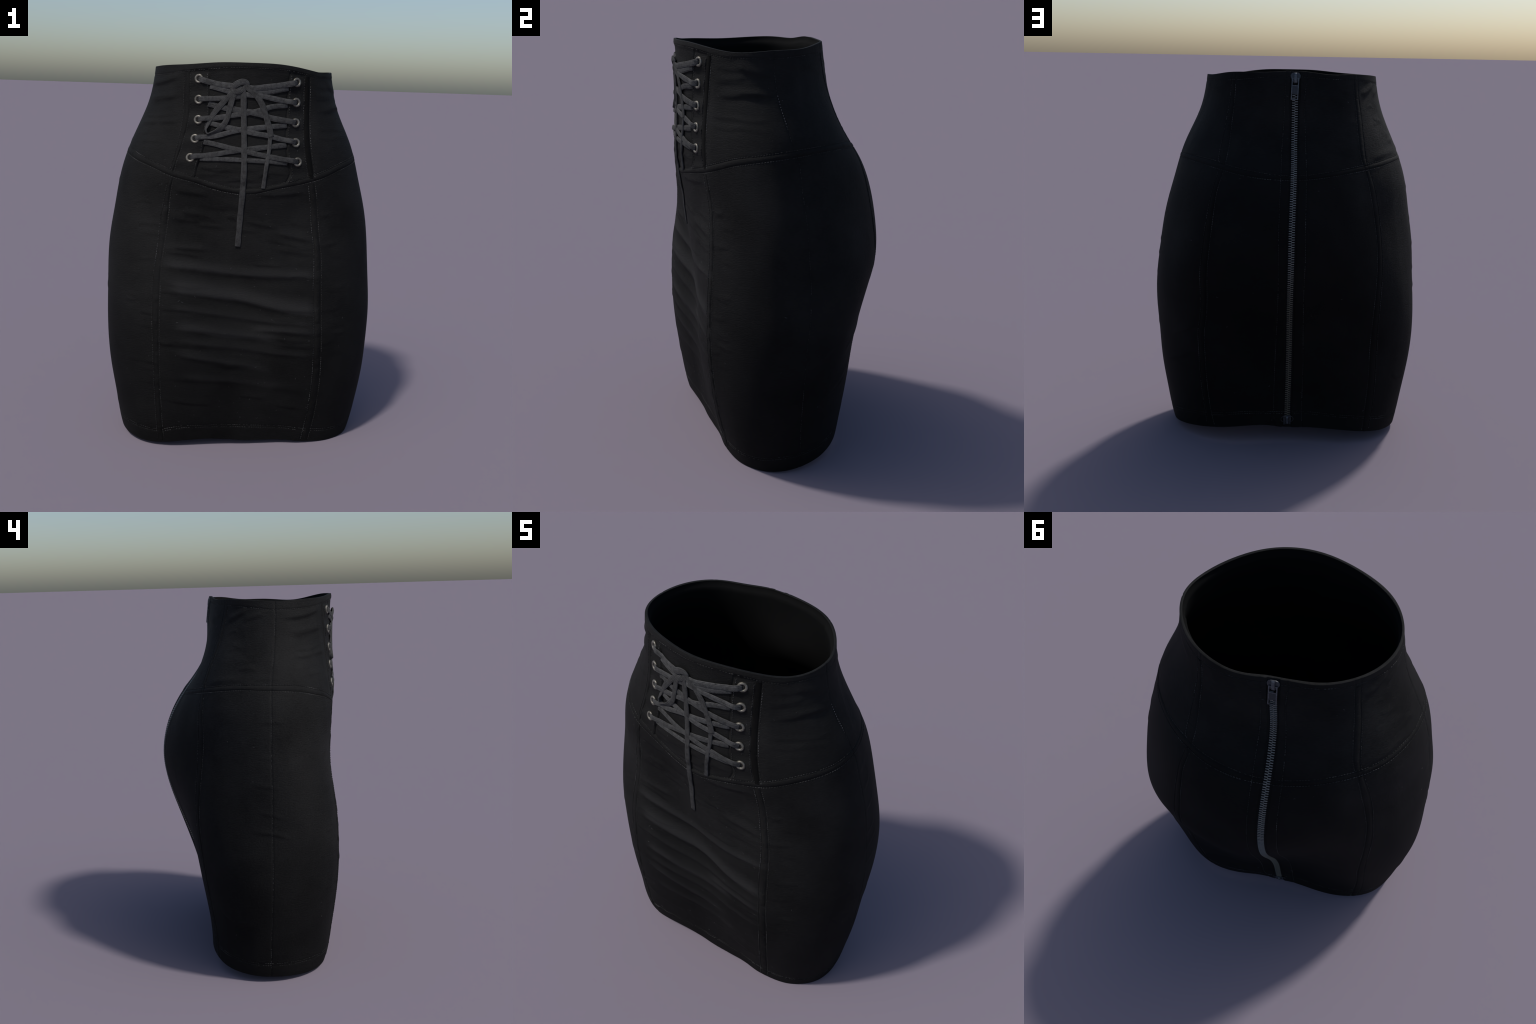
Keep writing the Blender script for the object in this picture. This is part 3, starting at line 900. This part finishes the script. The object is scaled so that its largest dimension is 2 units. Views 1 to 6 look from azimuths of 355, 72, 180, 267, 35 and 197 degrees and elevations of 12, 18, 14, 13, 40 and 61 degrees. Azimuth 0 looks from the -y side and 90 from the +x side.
def lace(name, pts, width=.0255, thick=.0088, twist=None, taper=0.0, parent=root):
    """flat ribbed cord over the front: points are (x, height, lift off the cloth[, roll])"""
    pts = [tuple(p) + (0.0,) * (4 - len(p)) for p in pts]
    length = sum(math.dist(pts[i][:2], pts[i + 1][:2]) for i in range(len(pts) - 1))
    n = max(10, int(length / .004))
    S = spline(pts, n)
    a = front_azimuth(S[:, 0], S[:, 1])
    n0 = base_normal(a, S[:, 1])
    h = relief(a, S[:, 1])
    pad = 4
    h = np.convolve(np.pad(h, pad, mode="edge"), np.ones(2 * pad + 1) / (2 * pad + 1), mode="valid")
    c = base_point(a, S[:, 1]) + n0 * (h + S[:, 2] * .42 + thick / 2 - .0015)[:, None]
    tan = unit(np.gradient(c, axis=0))
    side = unit(np.cross(n0, tan))
    nn = np.cross(tan, side)
    roll = S[:, 3][:, None]
    side, nn = side * np.cos(roll) + nn * np.sin(roll), nn * np.cos(roll) - side * np.sin(roll)
    K = 44
    ang = np.arange(K) / K * TAU
    cx = np.sign(np.cos(ang)) * np.abs(np.cos(ang)) ** .9
    cy = np.sign(np.sin(ang)) * np.abs(np.sin(ang)) ** 1.0
    rib = 1 + .30 * np.cos(cx * math.pi * 5.0)
    w = width / 2 * (1 + .05 * np.sin(np.linspace(0, length * 55, n) + len(pts)))
    if taper:
        w = w * (1 - taper * np.linspace(0, 1, n))
    th = thick / 2
    v = c[:, None] + side[:, None] * (w[:, None] * cx[None])[:, :, None] + nn[:, None] * (th * cy * rib)[None, :, None]
    V = v.reshape(-1, 3)
    i, j = np.meshgrid(np.arange(n - 1), np.arange(K), indexing="ij")
    j2 = (j + 1) % K
    F = [tuple(q) for q in np.stack([i * K + j, i * K + j2, (i + 1) * K + j2, (i + 1) * K + j], -1).reshape(-1, 4)]
    F += [tuple(range(K))[::-1], tuple((n - 1) * K + k for k in range(K))]
    me = mesh_from(name, V, F, LACE)
    return add_object(name, me, parent)


lace_root = bpy.data.objects.new("lacing", None)
bpy.context.scene.collection.objects.link(lace_root)
lace_root.parent = root


def with_lift(pts, *lifts):
    L = np.interp(np.linspace(0, 1, len(pts)), np.linspace(0, 1, len(lifts)), lifts)
    return [(*p, l) for p, l in zip(pts, L)]


def cord(pts, *lifts, **kw):
    return lace("lace", with_lift(pts, *lifts), parent=lace_root, **kw)


IN = -.008                                       # a cord end dives into its eyelet
# straight and crossed rows, lowest first
cord([(-.236, 1.535), (-.138, 1.537), (-.036, 1.536), (.087, 1.532), (.196, 1.524)], .0005, .001, .001, .0005, width=.022)
cord([(-.281, 1.541), (-.262, 1.546), (-.209, 1.552), (-.148, 1.562), (-.093, 1.574), (-.037, 1.584), (.055, 1.596), (.190, 1.613)], IN, .0115, .006, .004, .003, .001, .0005, .0003)
cord([(-.218, 1.618), (-.149, 1.605), (-.098, 1.593), (-.037, 1.584), (.035, 1.568), (.108, 1.554), (.226, 1.535), (.248, 1.531)], .0005, .002, .006, .007, .006, .006, .0115, IN)
cord([(-.258, 1.633), (-.238, 1.638), (-.200, 1.642), (-.140, 1.653), (-.074, 1.673), (-.039, 1.681), (.021, 1.689), (.083, 1.696), (.190, 1.708)], IN, .0115, .006, .005, .005, .003, .002, .001, .0005)
cord([(-.190, 1.708), (-.141, 1.697), (-.100, 1.689), (-.049, 1.681), (.032, 1.665), (.094, 1.656), (.158, 1.641), (.215, 1.630), (.236, 1.625)], .0005, .001, .002, .006, .006, .005, .006, .0115, IN)
cord([(-.244, 1.724), (-.225, 1.728), (-.162, 1.733), (-.081, 1.748), (-.031, 1.757), (.014, 1.766), (.059, 1.777), (.100, 1.791), (.190, 1.804)], IN, .0115, .006, .005, .004, .002, .001, .001, .0005)
cord([(-.199, 1.800), (-.122, 1.782), (-.052, 1.774), (.014, 1.764), (.060, 1.754), (.107, 1.741), (.210, 1.725), (.232, 1.721)], .0005, .001, .003, .007, .006, .006, .006, IN, width=.0275)
cord([(-.243, 1.820), (-.222, 1.822), (-.133, 1.827), (-.064, 1.836), (-.004, 1.850), (.047, 1.859), (.108, 1.866), (.192, 1.885)], IN, .0115, .006, .005, .004, .002, .001, .0005)
cord([(-.193, 1.883), (-.139, 1.870), (-.094, 1.860), (-.024, 1.849), (.047, 1.845), (.098, 1.836), (.151, 1.827), (.212, 1.819), (.233, 1.818)], .0005, .001, .002, .005, .007, .006, .006, .0115, IN)
cord([(-.244, 1.916), (-.222, 1.910), (-.205, 1.905), (-.145, 1.893), (-.085, 1.887), (-.055, 1.886)], IN, .0115, .006, .006, .009, .010, width=.027)
cord([(.233, 1.913), (.212, 1.908), (.149, 1.897), (.071, 1.885), (.005, 1.879), (-.030, 1.884)], IN, .0115, .006, .006, .009, .010, width=.0275)
# bow: one loop, a folded strand, a long tail and the knot
lace("lace_loop", [(-.052, 1.880, .013), (-.078, 1.858, .013), (-.123, 1.812, .012), (-.172, 1.752, .011), (-.199, 1.706, .011, .5), (-.208, 1.676, .011, 1.1),
                   (-.198, 1.656, .012, 1.45), (-.180, 1.660, .013, 1.1), (-.140, 1.681, .013, .4), (-.109, 1.725, .013), (-.094, 1.785, .013), (-.080, 1.835, .013), (-.062, 1.866, .013)],
     width=.0275, parent=lace_root)
lace("lace_end", with_lift([(-.026, 1.897), (-.006, 1.878), (.026, 1.850), (.062, 1.800), (.084, 1.742), (.100, 1.692), (.112, 1.651)], .017, .014, .012, .011, .011, .011, .012), width=.029, parent=lace_root)
lace("lace_end", with_lift([(.112, 1.658), (.106, 1.640), (.104, 1.600), (.095, 1.539), (.086, 1.467), (.079, 1.397)], .009, .010, .010, .009, .004, .003), width=.0195, parent=lace_root)
lace("lace_end", with_lift([(-.036, 1.884), (-.031, 1.850), (-.028, 1.787), (-.024, 1.687), (-.020, 1.587), (-.019, 1.485), (-.022, 1.381), (-.028, 1.277), (-.034, 1.166), (-.038, 1.099)],
                           .014, .013, .012, .012, .011, .009, .004, .004, .004, .003), width=.0285, parent=lace_root)
lace("lace_knot", with_lift([(-.080, 1.868), (-.076, 1.886), (-.058, 1.900), (-.036, 1.908), (-.021, 1.905), (-.013, 1.892)], .006, .020, .027, .027, .020, .008), width=.029, thick=.010, parent=lace_root)
lace("lace_knot", with_lift([(-.086, 1.880), (-.080, 1.867), (-.064, 1.861), (-.047, 1.866), (-.036, 1.880)], .006, .014, .020, .020, .014), width=.027, thick=.010, parent=lace_root)
a = front_azimuth(-.052, 1.885)
p, n = cloth(a, [1.885])
bm = bmesh.new()
bmesh.ops.create_uvsphere(bm, u_segments=24, v_segments=14, radius=1)
for vtx in bm.verts:
    vtx.co = Vector((vtx.co.x * .026, vtx.co.y * .018, vtx.co.z * .010))
me = bpy.data.meshes.new("lace_knot")
bm.to_mesh(me)
bm.free()
me.materials.append(LACE)
me.polygons.foreach_set("use_smooth", [True] * len(me.polygons))
core = add_object("lace_knot", me, lace_root)
core.matrix_world = frame_matrix(p[0] + n[0] * .001, n[0], np.array([0, 0, 1.0])) @ Matrix.Rotation(.35, 4, "Z")

# ------------------------------------------------------------------ zipper
zipper = bpy.data.objects.new("zipper", None)
bpy.context.scene.collection.objects.link(zipper)
zipper.parent = root


def box(bm, x0, x1, y0, y1, z0, z1, taper=1.0):
    v = [bm.verts.new(c) for c in ((x0, y0, z0), (x1, y0, z0), (x1, y1, z0), (x0, y1, z0))]
    cx, cy = (x0 + x1) / 2, (y0 + y1) / 2
    w = [bm.verts.new((cx + (x - cx) * taper, cy + (y - cy) * taper, z1)) for x, y in ((x0, y0), (x1, y0), (x1, y1), (x0, y1))]
    for f in ((v[3], v[2], v[1], v[0]), (w[0], w[1], w[2], w[3])):
        bm.faces.new(f)
    for i in range(4):
        j = (i + 1) % 4
        bm.faces.new((v[i], v[j], w[j], w[i]))


def prism(bm, outline, z0, z1):
    v = [bm.verts.new((x, y, z0)) for x, y in outline]
    w = [bm.verts.new((x, y, z1)) for x, y in outline]
    bm.faces.new(v[::-1])
    bm.faces.new(w)
    for i in range(len(v)):
        j = (i + 1) % len(v)
        bm.faces.new((v[i], v[j], w[j], w[i]))


def finish(bm, name, mat, bevel=.0006):
    bmesh.ops.recalc_face_normals(bm, faces=bm.faces)
    if bevel:
        bmesh.ops.bevel(bm, geom=list(bm.edges), offset=bevel, segments=2, profile=.6, affect="EDGES", clamp_overlap=True)
    me = bpy.data.meshes.new(name)
    bm.to_mesh(me)
    bm.free()
    me.materials.append(mat)
    me.polygons.foreach_set("use_smooth", [True] * len(me.polygons))
    me.set_sharp_from_angle(angle=math.radians(40))
    return me


def zip_edge(off):
    def at(t):
        z = .105 + (1.992 - .105) * t
        a = zip_line(z)
        e = .003
        r = base_radius(a, z)
        return a + off / r, z
    return at


# woven tape that carries the teeth
tape = binding("zipper_tape", zip_edge(-.0235), zip_edge(.0235), 260, .0012, TAPE, pucker=.0002)
tape.parent = zipper

bm = bmesh.new()
box(bm, -.0020, .0155, -.0027, .0027, -.001, .0040, .82)
tooth_right = finish(bm, "zipper_tooth", STEEL, .0007)
bm = bmesh.new()
box(bm, -.0155, .0020, -.0027, .0027, -.001, .0040, .82)
tooth_left = finish(bm, "zipper_tooth", STEEL, .0007)

zz = np.linspace(.165, 1.93, 4000)
aa = zip_line(zz)
pz, nz = cloth(aa, zz, .0012)
Lz = np.concatenate([[0], np.cumsum(np.linalg.norm(np.diff(pz, axis=0), axis=1))])
pitch = .0122
spots = np.arange(0, Lz[-1], pitch / 2)
for k, s in enumerate(spots):
    p = np.array([np.interp(s, Lz, pz[:, i]) for i in range(3)])
    q = np.array([np.interp(s + .004, Lz, pz[:, i]) for i in range(3)])
    n = np.array([np.interp(s, Lz, nz[:, i]) for i in range(3)])
    up = unit(q - p) if s + .004 < Lz[-1] else up
    o = add_object("zipper_tooth", tooth_right if k % 2 else tooth_left, zipper)
    o.matrix_world = frame_matrix(p, n, up) @ Matrix.Rotation(rng.normal(0, .02), 4, "Z")


def zip_frame(z, lift):
    a = zip_line(np.array([z]))
    p, n = cloth(a, [z], lift)
    q, _ = cloth(zip_line(np.array([z + .01])), [z + .01], lift)
    return frame_matrix(p[0], n[0], unit(q[0] - p[0]))


slider = bpy.data.objects.new("zipper_slider", None)
bpy.context.scene.collection.objects.link(slider)
slider.parent = root
pa, na = cloth(zip_line(np.array([1.968])), [1.968], -.0005)
pb, _ = cloth(zip_line(np.array([1.868])), [1.868], -.0005)
slider.matrix_world = frame_matrix(pa[0], na[0] - unit(pa[0] - pb[0]) * np.dot(na[0], unit(pa[0] - pb[0])), unit(pa[0] - pb[0])) @ Matrix.Diagonal((1, 1, .72, 1))
# body: shield shape, broad at the shoulders
bm = bmesh.new()
prism(bm, [(-.013, -.024), (.013, -.024), (.018, -.012), (.0245, .000), (.0255, .012), (.020, .021), (.010, .025), (-.010, .025), (-.020, .021), (-.0255, .012), (-.0245, .000), (-.018, -.012)], 0, .0085)
DARKGUN = metal_material("dark_gunmetal", (.025, .028, .034), (.060, .066, .078), .5, .5, 140)
add_object("slider_body", finish(bm, "slider_body", DARKGUN, .0016), slider)
# bridge that holds the pull
bm = bmesh.new()
prof = [(.024, .008), (.021, .0135), (.010, .0165), (-.012, .0165), (-.024, .0135), (-.0275, .008)]
rows = []
for y, z in prof:
    rows.append([(-.0065, y, z), (.0065, y, z), (.0065, y, z - .005), (-.0065, y, z - .005)])
vv = [[bm.verts.new(c) for c in r] for r in rows]
for i in range(len(vv) - 1):
    for j in range(4):
        bm.faces.new((vv[i][j], vv[i][(j + 1) % 4], vv[i + 1][(j + 1) % 4], vv[i + 1][j]))
bm.faces.new(vv[0])
bm.faces.new(vv[-1][::-1])
add_object("slider_bridge", finish(bm, "slider_bridge", GUNMETAL, .001), slider)
# pull tab: open frame with a crossbar and a plate
pull = bpy.data.objects.new("pull_tab", None)
bpy.context.scene.collection.objects.link(pull)
pull.parent = slider
bm = bmesh.new()
zt0, zt1 = .0095, .0145
top, bot, half, bar = -.002, -.110, .0185, .0052
box(bm, -half, -half + bar, bot, top, zt0, zt1)
box(bm, half - bar, half, bot, top, zt0, zt1)
box(bm, -half + bar - .0006, half - bar + .0006, bot + .0003, bot + bar, zt0 + .0003, zt1 - .0003)
box(bm, -half + bar - .0006, half - bar + .0006, -.042, -.0375, zt0 + .0003, zt1 - .0003)
box(bm, -half + bar - .0006, -.0075, top - bar, top - .0003, zt0 + .0003, zt1 - .0003)
box(bm, .0075, half - bar + .0006, top - bar, top - .0003, zt0 + .0003, zt1 - .0003)
frame_o = add_object("pull_frame", finish(bm, "pull_frame", GUNMETAL, .0011), slider)
PLATE = metal_material("dark_plate", (.020, .024, .030), (.045, .050, .060), .6, .4, 300)
bm = bmesh.new()
box(bm, -half + bar - .0004, half - bar + .0004, -.083, -.0415, zt0 + .0008, zt1 - .0016)
plate_o = add_object("pull_plate", finish(bm, "pull_plate", PLATE, .0006), slider)
bpy.data.objects.remove(pull)
for o in (frame_o, plate_o):
    o.matrix_local = Matrix.Rotation(-.035, 4, "Z")

# second slider at the hem, with round wings
stop = bpy.data.objects.new("zipper_box", None)
bpy.context.scene.collection.objects.link(stop)
stop.parent = root
stop.matrix_world = zip_frame(.140, .001)
bm = bmesh.new()
prism(bm, [(-.020, .026), (.020, .026), (.022, .010), (.018, -.030), (-.018, -.030), (-.022, .010)], 0, .006)
DARKSTEEL = metal_material("dark_steel", (.020, .021, .024), (.060, .060, .066), .5, .6, 150)
add_object("box_body", finish(bm, "box_body", DARKSTEEL, .001), stop)
bm = bmesh.new()
box(bm, -.006, .006, -.026, .020, .0058, .0120, .8)
box(bm, -.020, .020, .0215, .0255, .0058, .0085)
box(bm, -.0185, -.0150, -.030, .012, .0058, .0080)
box(bm, .0150, .0185, -.030, .012, .0058, .0080)
add_object("box_ridges", finish(bm, "box_ridges", GUNMETAL, .0007), stop)
bm = bmesh.new()
for sgn in (-1, 1):
    K = 18
    sec = 8
    rings = []
    for i in range(K + 1):
        a = math.radians(-100 + 200 * i / K)
        c = Vector((sgn * (.0185 + .0145 * math.cos(a)), .002 + .0165 * math.sin(a), .003))
        d = Vector((sgn * math.cos(a), math.sin(a), 0))
        rings.append([bm.verts.new(c + d * (.0021 * math.cos(TAU * k / sec)) + Vector((0, 0, .0021 * math.sin(TAU * k / sec)))) for k in range(sec)])
    for i in range(K):
        for k in range(sec):
            bm.faces.new((rings[i][k], rings[i][(k + 1) % sec], rings[i + 1][(k + 1) % sec], rings[i + 1][k]))
add_object("box_wings", finish(bm, "box_wings", DARKSTEEL, 0), stop)

# ------------------------------------------------------------------ lint: tiny pale fibres caught on the cloth
LINT, _nt, _p = new_mat("pale_lint")
_p.inputs["Base Color"].default_value = (.055, .055, .058, 1)
_p.inputs["Roughness"].default_value = .9
V, F = [], []
for _ in range(150):
    a0 = math.radians(rng.uniform(-140, -42)) if rng.random() < .7 else rng.uniform(-math.pi, math.pi)
    z0 = rng.uniform(.12, 1.93)
    L = rng.uniform(.003, .014)
    th = rng.uniform(0, TAU)
    bend = rng.normal(0, 1.2)
    k = 5
    u = np.linspace(0, 1, k)
    r0 = base_radius(np.array([a0]), np.array([z0]))[0]
    head = th + bend * u
    da = np.cumsum(np.cos(head)) * L / k / r0
    dz = np.cumsum(np.sin(head)) * L / k
    p, n = cloth(a0 + da, np.clip(z0 + dz, .05, 1.96), .0006)
    t = unit(np.gradient(p, axis=0))
    b = np.cross(n, t)
    base = len(V)
    rad = rng.uniform(.0004, .0009)
    for i in range(k):
        for c in range(4):
            ang = TAU * c / 4
            V.append(p[i] + (n[i] * math.cos(ang) + b[i] * math.sin(ang)) * rad * (1 if 0 < i < k - 1 else .4))
    for i in range(k - 1):
        for c in range(4):
            F.append((base + i * 4 + c, base + i * 4 + (c + 1) % 4, base + (i + 1) * 4 + (c + 1) % 4, base + (i + 1) * 4 + c))
add_object("lint", mesh_from("lint", V, F, LINT), stuff=True)
